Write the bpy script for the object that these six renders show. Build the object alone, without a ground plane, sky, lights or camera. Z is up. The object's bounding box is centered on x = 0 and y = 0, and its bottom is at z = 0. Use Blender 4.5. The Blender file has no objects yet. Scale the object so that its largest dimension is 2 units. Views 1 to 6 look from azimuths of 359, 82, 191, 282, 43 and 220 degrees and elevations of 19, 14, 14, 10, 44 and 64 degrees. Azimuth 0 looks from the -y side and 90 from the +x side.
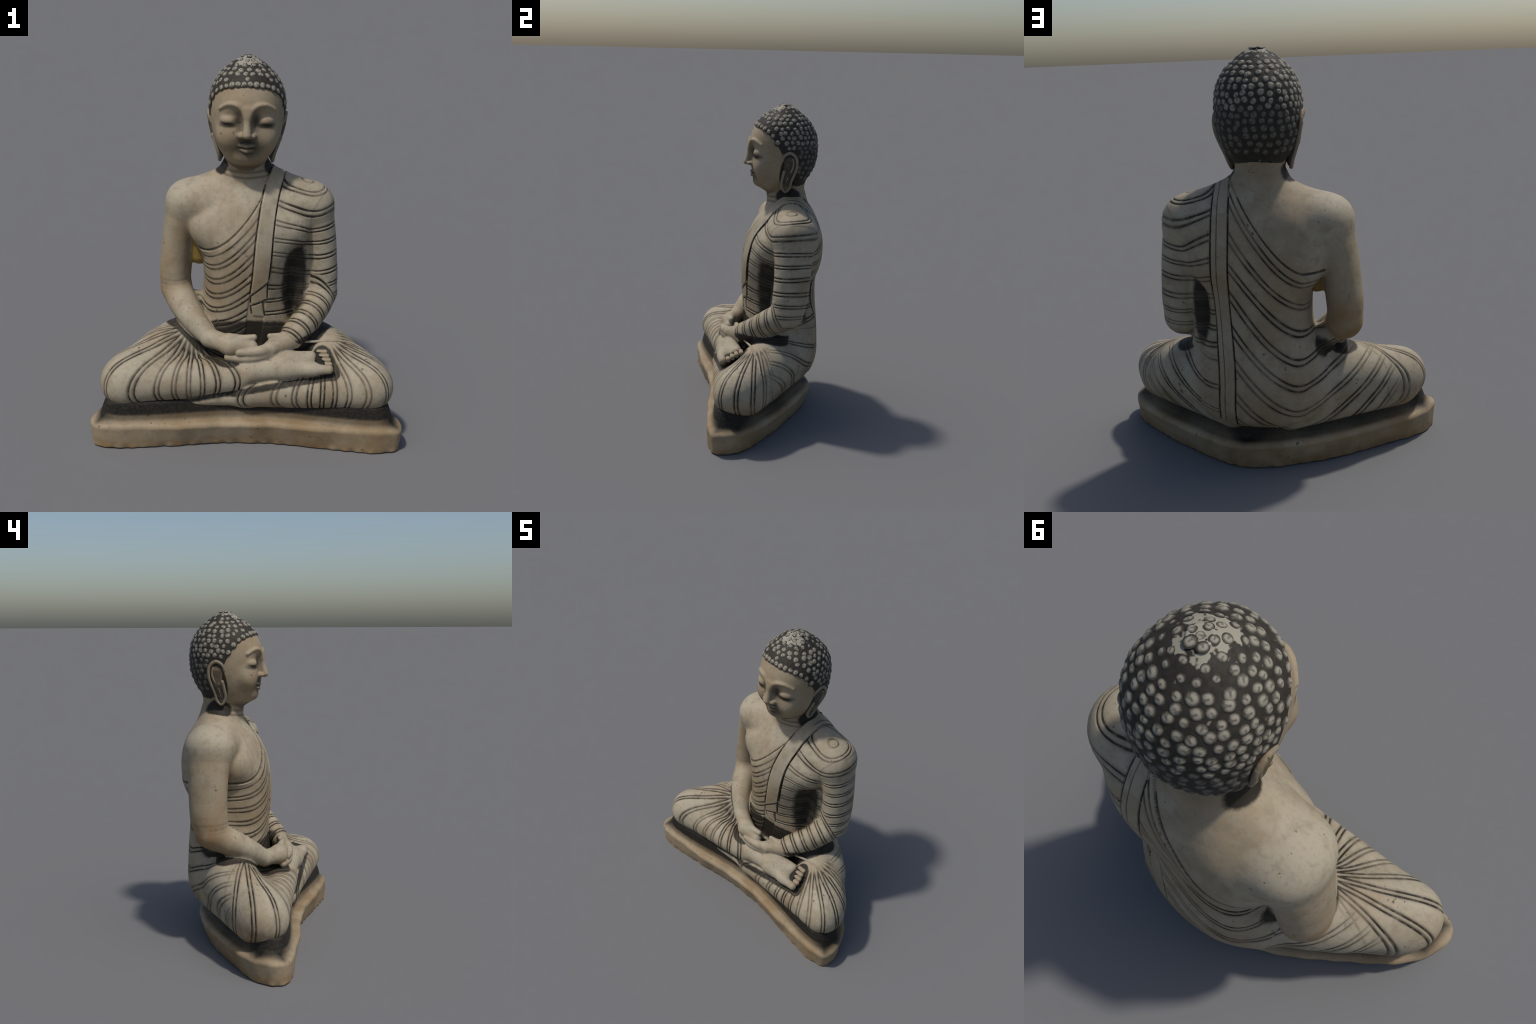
"""Seated meditating figure in cast stone, on a low bow-fronted plinth.
The body is one implicit surface (lofts, round cones and ellipsoids joined with
smooth unions) that is meshed once, carved with robe folds, and then separated
by region into named parts."""
import bpy, math, random
import numpy as np
from mathutils import Matrix, Vector

GRID = 0.004         # cell size of the body mesh, metres
random.seed(7)
RNG = np.random.default_rng(7)
F = np.float32

# ------------------------------------------------------------------ helpers
def hermite(xs, ys, q):
    """Smooth curve through control points (Catmull-Rom on uneven knots)."""
    xs = np.asarray(xs, F); ys = np.asarray(ys, F)
    m = np.gradient(ys, xs)
    i = np.clip(np.searchsorted(xs, q) - 1, 0, len(xs) - 2)
    h = xs[i + 1] - xs[i]
    t = np.clip((q - xs[i]) / h, 0, 1)
    t2, t3 = t * t, t * t * t
    return ((2*t3 - 3*t2 + 1) * ys[i] + (t3 - 2*t2 + t) * h * m[i]
            + (-2*t3 + 3*t2) * ys[i + 1] + (t3 - t2) * h * m[i + 1]).astype(F)

def smin(a, b, k):
    h = np.maximum(k - np.abs(a - b), 0) / k
    return np.minimum(a, b) - h * h * k * F(0.25)

def smax(a, b, k):
    return -smin(-a, -b, k)

def sstep(a, b, x):
    t = np.clip((x - a) / (b - a), 0, 1)
    return t * t * (3 - 2 * t)

def cone(p, a, b, ra, rb, flat=None):
    """Round cone from a to b; flat=(axis, s) squeezes the section by s along an axis."""
    a = np.asarray(a, F); b = np.asarray(b, F)
    d = b - a
    q = p - a
    t = np.clip(q @ d / (d @ d), 0, 1)
    q = q - t[:, None] * d
    r = ra + (rb - ra) * t
    if flat is not None:
        ax = np.asarray(flat[0], F); ax = ax / np.linalg.norm(ax)
        q = q + (q @ ax)[:, None] * ax * F(1 / flat[1] - 1)
        l = np.linalg.norm(q, axis=1)
        return (l - r) * F(min(1.0, (1 + flat[1]) / 2))
    return np.linalg.norm(q, axis=1) - r

def chain(p, pts, k=0.0, flat=None, fine=3):
    """Tapered tube along a smooth spine; pts: rows of (x, y, z, r)"""
    T = np.asarray(pts, F)
    knots = np.concatenate([[0], np.cumsum(np.linalg.norm(np.diff(T[:, :3], axis=0), axis=1))])
    if len(T) > 2:
        u = np.concatenate([np.linspace(knots[i], knots[i + 1], fine, endpoint=False) for i in range(len(T) - 1)] + [knots[-1:]])
        T = np.stack([hermite(knots, T[:, j], u.astype(F)) for j in range(4)], -1)
    d = None
    for s, e in zip(T[:-1], T[1:]):
        c = cone(p, s[:3], e[:3], s[3], e[3], flat)
        d = c if d is None else np.minimum(d, c)
    return d

def ellipsoid(p, c, r):
    q = p - np.asarray(c, F)
    r = np.asarray(r, F)
    k0 = np.linalg.norm(q / r, axis=1)
    k1 = np.linalg.norm(q / (r * r), axis=1) + F(1e-9)
    return k0 * (k0 - 1) / k1

def loft(p, table, nf=2.2, nb=2.2):
    """Stack of superellipse sections; rows: z, centre x, half width, front y, back y, widest y."""
    T = np.asarray(table, F)
    z = np.clip(p[:, 2], T[0, 0], T[-1, 0])
    cx, rx, yf, yb, yc = (hermite(T[:, 0], T[:, j], z) for j in range(1, 6))
    u = (p[:, 0] - cx)
    v = (p[:, 1] - yc)
    ry = np.where(v < 0, yc - yf, yb - yc)
    n = (np.where(v < 0, nf, nb)).astype(F)
    rho = (np.abs(u / rx) ** n + np.abs(v / ry) ** n + F(1e-9)) ** (1 / n)
    l = np.sqrt(u * u + v * v)
    d = np.where(rho > 1e-3, l * (1 - 1 / np.maximum(rho, F(1e-3))), -np.minimum(rx, ry))
    d = np.maximum(d, -np.minimum(rx, ry))
    over = np.maximum(T[0, 0] - p[:, 2], p[:, 2] - T[-1, 0])
    return np.where(over > 0, np.sqrt(np.maximum(d, 0) ** 2 + over ** 2), d).astype(F)

def mesh_field(field, lo, hi, h):
    """Surface nets over the zero level of a field, evaluated only near the surface."""
    lo = np.asarray(lo, float); hi = np.asarray(hi, float)
    B = 8
    nb = np.ceil((hi - lo) / (h * B)).astype(int)
    n = nb * B
    cs = [lo[i] + (np.arange(nb[i]) + 0.5) * h * B - h / 2 for i in range(3)]
    C = np.stack(np.meshgrid(*cs, indexing="ij"), -1).reshape(-1, 3).astype(F)
    dc = field(C)
    act = np.abs(dc) < h * B * 0.9 + 0.02
    D = np.where(dc < 0, F(-1), F(1)).reshape(nb)
    D = np.repeat(np.repeat(np.repeat(D, B, 0), B, 1), B, 2)
    bi = np.stack(np.unravel_index(np.flatnonzero(act), nb), -1)
    loc = np.stack(np.meshgrid(*[np.arange(B)] * 3, indexing="ij"), -1).reshape(-1, 3)
    for s in range(0, len(bi), 1500):
        I = (bi[s:s + 1500, None, :] * B + loc[None]).reshape(-1, 3)
        P = (lo + I * h).astype(F)
        D[I[:, 0], I[:, 1], I[:, 2]] = field(P)
    S = (D < 0)
    m = n - 1
    cnt = np.zeros(m, np.uint8)
    corners = [(i, j, k) for i in (0, 1) for j in (0, 1) for k in (0, 1)]
    for i, j, k in corners:
        cnt += S[i:i + m[0], j:j + m[1], k:k + m[2]]
    cell = np.flatnonzero((cnt > 0) & (cnt < 8))
    ci = np.stack(np.unravel_index(cell, m), -1)
    idx = np.full(m, -1, np.int32)
    idx.reshape(-1)[cell] = np.arange(len(cell))
    V = {c: D[ci[:, 0] + c[0], ci[:, 1] + c[1], ci[:, 2] + c[2]] for c in corners}
    acc = np.zeros((len(cell), 3)); w = np.zeros(len(cell))
    for a in corners:
        for ax in range(3):
            if a[ax] == 0:
                b = list(a); b[ax] = 1; b = tuple(b)
                va, vb = V[a], V[b]
                hit = (va < 0) != (vb < 0)
                t = np.where(hit, va / np.where(hit, va - vb, 1), 0)
                pos = np.tile(np.array(a, float), (len(cell), 1)); pos[:, ax] = t
                acc += pos * hit[:, None]; w += hit
    verts = lo + (ci + acc / w[:, None]) * h
    faces = []
    for ax in range(3):
        o = [(1, 0, 0), (0, 1, 0), (0, 0, 1)][ax]
        A = S[:n[0] - o[0], :n[1] - o[1], :n[2] - o[2]]
        Bx = S[o[0]:, o[1]:, o[2]:]
        e = np.stack(np.nonzero(A != Bx), -1)
        u, v = [(1, 2), (2, 0), (0, 1)][ax]
        ok = (e[:, u] > 0) & (e[:, v] > 0) & (e[:, u] < m[u]) & (e[:, v] < m[v])
        e = e[ok]
        ins = A[e[:, 0], e[:, 1], e[:, 2]]
        q = []
        for du, dv in ((-1, -1), (0, -1), (0, 0), (-1, 0)):
            c = e.copy(); c[:, u] += du; c[:, v] += dv
            q.append(idx[c[:, 0], c[:, 1], c[:, 2]])
        q = np.stack(q, -1)
        q[~ins] = q[~ins][:, ::-1]
        faces.append(q)
    faces = np.concatenate(faces)
    faces = faces[(faces >= 0).all(1)]
    verts = verts.astype(F)
    for _ in range(2):
        d, g = grad(field, verts)
        verts = verts - np.clip(d, -h, h)[:, None] * g
    return verts, faces

def grad(field, P, e=0.0015):
    d = field(P)
    g = np.stack([field(P + np.eye(3, dtype=F)[i] * F(e)) - d for i in range(3)], -1) / F(e)
    l2 = np.maximum((g * g).sum(1), F(0.05))
    return d, g / l2[:, None]

def make_object(name, verts, faces, mat, parent, normals=None, smooth=True):
    used = np.unique(faces)
    remap = np.zeros(len(verts), np.int64); remap[used] = np.arange(len(used))
    me = bpy.data.meshes.new(name)
    me.from_pydata(verts[used].tolist(), [], remap[faces].tolist())
    me.materials.append(mat)
    me.polygons.foreach_set("use_smooth", [smooth] * len(me.polygons))
    if normals is not None:
        me.normals_split_custom_set_from_vertices(normals[used].tolist())
    ob = bpy.data.objects.new(name, me)
    bpy.context.scene.collection.objects.link(ob)
    ob.parent = parent
    return ob

def vertex_normals(verts, faces):
    v = verts[faces]
    n = np.cross(v[:, 2] - v[:, 0], v[:, 3] - v[:, 1])
    N = np.zeros_like(verts)
    for j in range(4):
        for c in range(3):
            N[:, c] += np.bincount(faces[:, j], n[:, c], len(verts))
    return N / np.maximum(np.linalg.norm(N, axis=1), 1e-12)[:, None]

# ------------------------------------------------------------------ figure
TORSO = [  # z, centre x, half width, front y, back y, widest y
    (0.19, 0.00, 0.18, -0.05, 0.20, 0.08),
    (0.215, 0.00, 0.24, -0.09, 0.280, 0.08),
    (0.25, 0.00, 0.29, -0.12, 0.335, 0.09),
    (0.30, 0.00, 0.335, -0.14, 0.366, 0.10),
    (0.36, 0.00, 0.36, -0.13, 0.380, 0.10),
    (0.47, 0.00, 0.345, -0.11, 0.380, 0.12),
    (0.59, 0.00, 0.290, -0.100, 0.372, 0.17),
    (0.73, -0.011, 0.240, -0.108, 0.362, 0.18),
    (0.85, -0.011, 0.240, -0.114, 0.358, 0.19),
    (0.96, -0.011, 0.258, -0.114, 0.369, 0.20),
    (1.07, -0.014, 0.290, -0.102, 0.378, 0.20),
    (1.16, -0.01, 0.315, -0.080, 0.378, 0.20),
    (1.24, -0.02, 0.305, -0.042, 0.364, 0.20),
    (1.31, -0.02, 0.245, 0.010, 0.336, 0.18),
    (1.37, -0.025, 0.150, 0.052, 0.300, 0.17),
    (1.42, -0.03, 0.112, 0.048, 0.278, 0.17),
]
HEAD = [
    (1.430, -0.033, 0.070, 0.040, 0.266, 0.14),
    (1.465, -0.033, 0.105, -0.012, 0.268, 0.14),
    (1.500, -0.033, 0.132, -0.043, 0.280, 0.14),
    (1.550, -0.033, 0.162, -0.056, 0.306, 0.15),
    (1.620, -0.033, 0.184, -0.066, 0.338, 0.15),
    (1.690, -0.033, 0.190, -0.074, 0.350, 0.15),
    (1.760, -0.033, 0.191, -0.080, 0.350, 0.15),
    (1.820, -0.033, 0.182, -0.064, 0.338, 0.15),
    (1.870, -0.033, 0.162, -0.038, 0.312, 0.15),
    (1.920, -0.033, 0.125, 0.008, 0.270, 0.15),
    (1.945, -0.033, 0.098, 0.042, 0.242, 0.147),
    (1.965, -0.033, 0.073, 0.070, 0.216, 0.144),
    (1.980, -0.033, 0.050, 0.094, 0.192, 0.143),
    (1.990, -0.033, 0.028, 0.116, 0.170, 0.143),
]
HAIRLINE_Y = [-0.10, -0.055, 0.0, 0.04, 0.08, 0.11, 0.15, 0.19, 0.28, 0.40]
HAIRLINE_Z = [1.868, 1.862, 1.835, 1.800, 1.745, 1.685, 1.570, 1.500, 1.478, 1.474]
MIDX = -0.033      # the face's plane of symmetry

def hair_height(p):
    return p[:, 2] - hermite(HAIRLINE_Y, HAIRLINE_Z, p[:, 1])

def mirrored(p):
    q = p.copy(); q[:, 0] = np.abs(p[:, 0] - F(MIDX))
    return q

def field_head(p):
    d = loft(p, HEAD, 2.15, 2.1)
    q = mirrored(p)
    # eye sockets, brow ridge, lids
    d = smax(d, -ellipsoid(q, (0.078, -0.102, 1.706), (0.062, 0.046, 0.052)), 0.03)
    d = smin(d, ellipsoid(q, (0.084, -0.016, 1.696), (0.052, 0.048, 0.032)), 0.012)
    slit = chain(q, [(0.036, -0.066, 1.684, .004), (0.085, -0.066, 1.672, .006), (0.142, -0.022, 1.684, .003)])
    d = smax(d, -slit, 0.008)
    brow = [(0.012, -0.080, 1.722, .007), (0.026, -0.080, 1.752, .007), (0.055, -0.076, 1.774, .007), (0.095, -0.060, 1.777, .006), (0.140, -0.024, 1.750, .003)]
    d = smin(d, chain(q, brow), 0.020)
    # nose
    d = smin(d, chain(q, [(0, -0.070, 1.750, .016), (0, -0.083, 1.68, .018), (0, -0.096, 1.628, .023)]), 0.022)
    d = smin(d, ellipsoid(q, (0.028, -0.076, 1.622), (0.019, 0.022, 0.015)), 0.012)
    # mouth set into a hollow, chin
    d = smax(d, -ellipsoid(q, (0.0, -0.106, 1.562), (0.075, 0.044, 0.040)), 0.03)
    d = smin(d, chain(q, [(0, -0.064, 1.569, .011), (0.040, -0.050, 1.572, .006)]), 0.010)
    d = smin(d, chain(q, [(0, -0.060, 1.545, .012), (0.032, -0.049, 1.549, .007)]), 0.006)
    d = smin(d, ellipsoid(q, (0, -0.022, 1.500), (0.050, 0.028, 0.026)), 0.03)
    d = smin(d, ellipsoid(q, (0.090, -0.005, 1.61), (0.06, 0.052, 0.07)), 0.04)    # cheeks
    # hair cap stands a little proud of the face
    return d - F(0.008) * sstep(-0.004, 0.006, hair_height(p)) * sstep(1.44, 1.58, p[:, 2])

ARM_R = [(-0.352, 0.168, 1.205, .105), (-0.386, 0.168, 1.05, .094), (-0.405, 0.165, 0.90, .089), (-0.412, 0.158, 0.80, .087), (-0.408, 0.148, 0.730, .080)]
FORE_R = [(-0.406, 0.150, 0.715, .082), (-0.365, 0.055, 0.668, .080), (-0.290, -0.050, 0.602, .066), (-0.205, -0.125, 0.535, .050)]
ARM_L = [(0.338, 0.165, 1.205, .105), (0.373, 0.160, 1.05, .094), (0.392, 0.150, 0.90, .090), (0.401, 0.138, 0.80, .088), (0.402, 0.125, 0.735, .082)]
FORE_L = [(0.402, 0.125, 0.715, .084), (0.372, 0.045, 0.678, .082), (0.312, -0.040, 0.615, .074), (0.240, -0.118, 0.555, .068)]

def field_arm(p, side):
    upper, fore, wide = (ARM_R, FORE_R, 1.26) if side < 0 else (ARM_L, FORE_L, 1.20)
    return smin(chain(p, upper, flat=((0, 1, 0), wide)), chain(p, fore), 0.03)

def field_torso(p):
    d = loft(p, TORSO, 1.65 + 0.7 * sstep(1.22, 0.98, p[:, 2]), 2.2 + 0.25 * sstep(0.45, 0.65, p[:, 2]) + 0.35 * sstep(0.88, 1.02, p[:, 2]))
    for s, x in ((-1, -0.345), (1, 0.330)):
        d = smin(d, cone(p, (s * 0.08 - 0.02, 0.18, 1.335), (x, 0.170, 1.218), 0.094, 0.094, ((0, 1, 0), 1.1)), 0.05)
    d = smin(d, ellipsoid(p, (-0.20, 0.060, 1.10), (0.13, 0.105, 0.12)), 0.06)      # chest
    d = smin(d, ellipsoid(p, (0.19, 0.060, 1.10), (0.12, 0.105, 0.12)), 0.06)
    d = smin(d, ellipsoid(p, (-0.27, 0.225, 1.12), (0.10, 0.100, 0.17)), 0.06)      # behind the armpits
    d = smin(d, ellipsoid(p, (0.25, 0.225, 1.12), (0.10, 0.100, 0.17)), 0.06)
    d = smin(d, ellipsoid(p, (-0.17, 0.275, 1.08), (0.15, 0.105, 0.20)), 0.05)      # shoulder blades
    d = smin(d, ellipsoid(p, (0.15, 0.270, 1.08), (0.14, 0.100, 0.18)), 0.05)
    for s in (-1, 1):
        d = smin(d, ellipsoid(p, (s * 0.25 - 0.01, 0.165, 1.235), (0.17, 0.145, 0.105)), 0.04)
    return d

def field_neck(p):
    return cone(p, (-0.03, 0.166, 1.36), (-0.033, 0.168, 1.50), 0.117, 0.114)

def field_lap(p):
    return ellipsoid(p, (0, -0.02, 0.34), (0.36, 0.20, 0.14))

def field_leg_r(p):
    r = cone(p, (-0.22, 0.11, 0.385), (-0.63, -0.195, 0.322), 0.175, 0.130)
    r = smin(r, cone(p, (-0.652, -0.222, 0.310), (-0.05, -0.213, 0.358), 0.123, 0.090), 0.06)
    r = smin(r, cone(p, (-0.37, 0.03, 0.42), (-0.58, -0.14, 0.34), 0.145, 0.125), 0.07)
    r = smin(r, cone(p, (-0.22, 0.10, 0.455), (-0.46, -0.02, 0.40), 0.125, 0.120), 0.06)
    r = smin(r, cone(p, (-0.14, 0.222, 0.272), (-0.64, -0.140, 0.265), 0.090, 0.085), 0.05)     # thigh's broad underside
    return smin(r, field_lap(p), 0.05)

def field_leg_l(p):
    l = cone(p, (0.22, 0.11, 0.385), (0.63, -0.18, 0.322), 0.175, 0.130)
    l = smin(l, cone(p, (0.657, -0.225, 0.312), (0.0, -0.230, 0.275), 0.124, 0.080), 0.06)
    l = smin(l, cone(p, (0.37, 0.03, 0.412), (0.58, -0.12, 0.34), 0.145, 0.128), 0.07)
    l = smin(l, cone(p, (0.0, -0.232, 0.258), (-0.40, -0.262, 0.222), 0.058, 0.026), 0.05)
    l = smin(l, cone(p, (0.22, 0.12, 0.455), (0.46, 0.00, 0.40), 0.135, 0.125), 0.06)
    l = smin(l, cone(p, (0.20, 0.19, 0.42), (0.46, 0.00, 0.36), 0.135, 0.130), 0.05)
    l = smin(l, cone(p, (0.14, 0.226, 0.272), (0.64, -0.130, 0.265), 0.090, 0.085), 0.05)
    return smin(l, field_lap(p), 0.05)

def field_foot(p):
    d = cone(p, (0.0, -0.222, 0.388), (0.20, -0.212, 0.418), 0.072, 0.062)
    d = smin(d, cone(p, (0.20, -0.245, 0.425), (0.345, -0.262, 0.432), 0.058, 0.038), 0.05)
    d = smin(d, cone(p, (0.18, -0.20, 0.440), (0.338, -0.180, 0.462), 0.056, 0.032), 0.05)
    return smin(d, cone(p, (0.33, -0.275, 0.434), (0.428, -0.277, 0.438), 0.030, 0.024), 0.02)

def field_hand_r(p):
    r = cone(p, (-0.205, -0.125, 0.535), (-0.09, -0.190, 0.525), 0.050, 0.050)
    r = smin(r, cone(p, (-0.09, -0.195, 0.525), (0.02, -0.205, 0.525), 0.046, 0.034), 0.04)
    return smin(r, chain(p, [(-0.10, -0.178, 0.558, .026), (-0.03, -0.190, 0.566, .020), (0.032, -0.192, 0.576, .016)]), 0.018)

def field_hand_l(p):
    l = cone(p, (0.245, -0.130, 0.548), (0.13, -0.190, 0.515), 0.054, 0.046)
    l = smin(l, chain(p, [(0.12, -0.212, 0.520, .034), (0.04, -0.236, 0.512, .026), (-0.045, -0.240, 0.506, .020)]), 0.02)
    l = smin(l, chain(p, [(0.12, -0.212, 0.495, .032), (0.0, -0.238, 0.474, .024), (-0.105, -0.222, 0.470, .020)]), 0.010)
    return smin(l, chain(p, [(0.20, -0.15, 0.562, .022), (0.15, -0.160, 0.570, .017), (0.115, -0.165, 0.572, .014)]), 0.018)

def field_webs(p):
    """plaster left standing between the arms and the flanks"""
    l = cone(p, (0.27, 0.14, 1.09), (0.275, 0.105, 0.60), 0.080, 0.080)
    l = smin(l, cone(p, (0.30, 0.10, 0.60), (0.24, 0.06, 0.56), 0.06, 0.06), 0.03)
    l = smin(l, cone(p, (0.265, 0.20, 1.02), (0.265, 0.19, 0.62), 0.06, 0.06), 0.03)
    r = cone(p, (-0.285, 0.150, 1.08), (-0.278, 0.150, 0.918), 0.072, 0.056)
    b = cone(p, (-0.30, 0.14, 0.632), (-0.25, 0.12, 0.60), 0.07, 0.08)
    return r, np.minimum(l, b)

PARTS = ("torso", "neck", "arm_r", "arm_l", "leg_r", "leg_l", "hand_r", "hand_l", "foot", "web_r", "web_l", "head")

REACH = {  # boxes outside which a part cannot touch the surface: x, y, z ranges
    "neck": (-0.25, 0.20, -0.05, 0.40, 1.20, 1.62), "arm_r": (-0.62, -0.10, -0.30, 0.42, 0.42, 1.42), "arm_l": (0.10, 0.62, -0.30, 0.42, 0.42, 1.42),
    "leg_r": (-0.95, 0.45, -0.50, 0.45, 0.0, 0.75), "leg_l": (-0.60, 0.95, -0.50, 0.45, 0.0, 0.75),
    "hand_r": (-0.35, 0.15, -0.36, 0.02, 0.38, 0.70), "hand_l": (-0.25, 0.40, -0.36, 0.02, 0.36, 0.70),
    "foot": (-0.20, 0.56, -0.42, -0.02, 0.24, 0.60), "web_r": (-0.42, -0.18, 0.0, 0.32, 0.80, 1.20), "web_l": (-0.45, 0.45, -0.10, 0.36, 0.42, 1.20),
    "head": (-0.36, 0.30, -0.22, 0.48, 1.33, 2.12), "torso": (-0.60, 0.60, -0.30, 0.52, 0.05, 1.56)}
MAKERS = {"torso": lambda p: field_torso(p), "neck": lambda p: field_neck(p), "arm_r": lambda p: field_arm(p, -1), "arm_l": lambda p: field_arm(p, 1),
          "leg_r": lambda p: field_leg_r(p), "leg_l": lambda p: field_leg_l(p), "hand_r": lambda p: field_hand_r(p), "hand_l": lambda p: field_hand_l(p),
          "foot": lambda p: field_foot(p), "web_r": lambda p: field_webs(p)[0], "web_l": lambda p: field_webs(p)[1], "head": lambda p: field_head(p)}

def components(p):
    out = {}
    for k in PARTS:
        b = REACH[k]
        m = np.flatnonzero((p[:, 0] > b[0]) & (p[:, 0] < b[1]) & (p[:, 1] > b[2]) & (p[:, 1] < b[3]) & (p[:, 2] > b[4]) & (p[:, 2] < b[5]))
        d = np.full(len(p), 0.25, F)
        if len(m): d[m] = MAKERS[k](p[m])
        out[k] = d
    return out

def field_body(p):
    c = components(p)
    t = smin(c["torso"], c["neck"], 0.05)
    d = smin(smin(t, c["web_l"], 0.03), c["web_r"], 0.015)
    arms = np.minimum(c["arm_r"], c["arm_l"])
    d = smin(d, arms, 0.025 + 0.035 * sstep(1.05, 1.2, p[:, 2]))
    d = smin(d, smin(c["leg_r"], c["leg_l"], 0.012), 0.04)
    d = smin(d, smin(c["hand_r"], c["hand_l"], 0.005), 0.012)
    d = smin(d, c["foot"], 0.015)
    return smin(d, c["head"], 0.02)

PLINTH_SIDES = [(0.68, -0.074, -0.853), (0.315, 0.197, -0.62), (-0.645, -0.055, 0.774), (-0.37, 0.143, 0.637), (-0.135, 0.262, 0.40)]

def outline(p, inset=0.0):
    """Signed distance (about) to the bow-fronted outline of the plinth."""
    x, y = p[:, 0], p[:, 1]
    s = 0.5 - 0.5 * np.cos(np.pi * np.clip(np.abs(x - 0.01) / 0.70, 0, 1))
    front = -y - (0.300 + 0.080 * s)
    ends = np.abs(x - 0.006) - 0.860
    d = y - 0.304
    for px, py, sl in PLINTH_SIDES:
        d = smax(d, (y - py - sl * (x - px)) / math.hypot(1, sl), 0.04)
    d = smax(smax(d, front, 0.14), ends, 0.17)
    return d + inset

def field_base(p):
    x, y, z = p[:, 0], p[:, 1], p[:, 2]
    wob = 0.003 * np.sin(7 * x + 3 * y) + 0.002 * np.sin(19 * x - 11 * y + 1) + 0.0015 * np.sin(43 * x + 31 * y)
    flare = (0.008 + 0.032 * np.maximum(0.75 * sstep(0.65, 0.3, np.abs(x)), sstep(-0.25, 0.0, y))) * np.clip(z / 0.12, 0, 1)
    rough = 0.003 * sstep(0.035, 0.0, z) * (0.4 * np.sin(31 * x + 17 * y) + np.sin(87 * x - 53 * y + 2) * np.sin(13 * x + 41 * y))
    o = outline(p)
    d2 = o + wob - flare - rough
    top = z - 0.142 - 0.4 * wob
    d = smax(d2, top, 0.032)
    # the bed rises from the rim to the underside of the legs
    bed = smax(o + 0.022 + 0.22 * np.maximum(z - 0.140, 0), np.abs(z - 0.165) - 0.085, 0.02)
    chip = 0.004 * np.maximum(np.sin(17 * x + 23 * y) * np.sin(9 * x - 31 * y), 0) * (0.6 + 0.4 * np.sin(70 * x))
    return smax(smin(d, bed, 0.02), 0.001 + chip - z, 0.006)

def field_ear_rim(p):
    """p mirrored about the face; rim, lobe loop and inner ridge"""
    rim = [(0.182, 0.108, 1.655, .008), (0.198, 0.120, 1.692, .009), (0.203, 0.155, 1.709, .010), (0.202, 0.192, 1.680, .010),
           (0.196, 0.200, 1.630, .009), (0.180, 0.188, 1.575, .009), (0.162, 0.170, 1.520, .008), (0.148, 0.163, 1.480, .009),
           (0.140, 0.138, 1.455, .010), (0.144, 0.114, 1.485, .009), (0.162, 0.113, 1.540, .009), (0.178, 0.122, 1.590, .010)]
    d = chain(p, rim, fine=3)
    d = smin(d, chain(p, [(0.200, 0.172, 1.672, .006), (0.195, 0.178, 1.625, .007), (0.180, 0.158, 1.578, .007), (0.166, 0.142, 1.540, .006), (0.150, 0.138, 1.490, .006)]), 0.006)
    return d

def field_ear_hollow(p):
    return np.minimum(cone(p, (0.176, 0.158, 1.660), (0.164, 0.155, 1.590), 0.046, 0.038, ((1, 0, 0.25), 0.62)),
                      cone(p, (0.160, 0.150, 1.580), (0.136, 0.138, 1.480), 0.036, 0.026, ((1, 0, 0.25), 0.6)))

# ------------------------------------------------------------------ formulas shared by relief and colour
class X:
    """A scalar formula of position: evaluated with numpy for the relief and
    written out as Math nodes for the colour, so both always agree."""
    def __init__(self, op, *a): self.op, self.a = op, a
    def __add__(s, o): return X("ADD", s, o)
    def __radd__(s, o): return X("ADD", o, s)
    def __sub__(s, o): return X("SUBTRACT", s, o)
    def __rsub__(s, o): return X("SUBTRACT", o, s)
    def __mul__(s, o): return X("MULTIPLY", s, o)
    def __rmul__(s, o): return X("MULTIPLY", o, s)
    def __truediv__(s, o): return X("DIVIDE", s, o)
    def __rtruediv__(s, o): return X("DIVIDE", o, s)
    def __pow__(s, o): return X("POWER", s, o)

def fn(op): return lambda *a: X(op, *a)
xmin, xmax, xabs, xsqrt, xsin, xatan2, xfract = map(fn, ("MINIMUM", "MAXIMUM", "ABSOLUTE", "SQRT", "SINE", "ARCTAN2", "FRACT"))
def ramp(a, b, v): return X("RAMP", a, b, v)          # smooth 0..1 between a and b
def lerp(a, b, t): return a + (b - a) * t
PX, PY, PZ = X("x"), X("y"), X("z")
NP = dict(ADD=np.add, SUBTRACT=np.subtract, MULTIPLY=np.multiply, DIVIDE=np.divide, POWER=lambda a, b: np.power(np.maximum(a, 0), b),
          MINIMUM=np.minimum, MAXIMUM=np.maximum, ABSOLUTE=np.abs, SQRT=lambda a: np.sqrt(np.maximum(a, 0)), SINE=np.sin,
          ARCTAN2=np.arctan2, FRACT=lambda a: a - np.floor(a), RAMP=lambda a, b, v: sstep(a, b, v))

def value(e, P, memo=None):
    memo = {} if memo is None else memo
    if not isinstance(e, X): return F(e)
    if e.op in "xyz": return P[:, "xyz".index(e.op)]
    if id(e) not in memo: memo[id(e)] = NP[e.op](*[value(a, P, memo) for a in e.a])
    return memo[id(e)]

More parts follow.
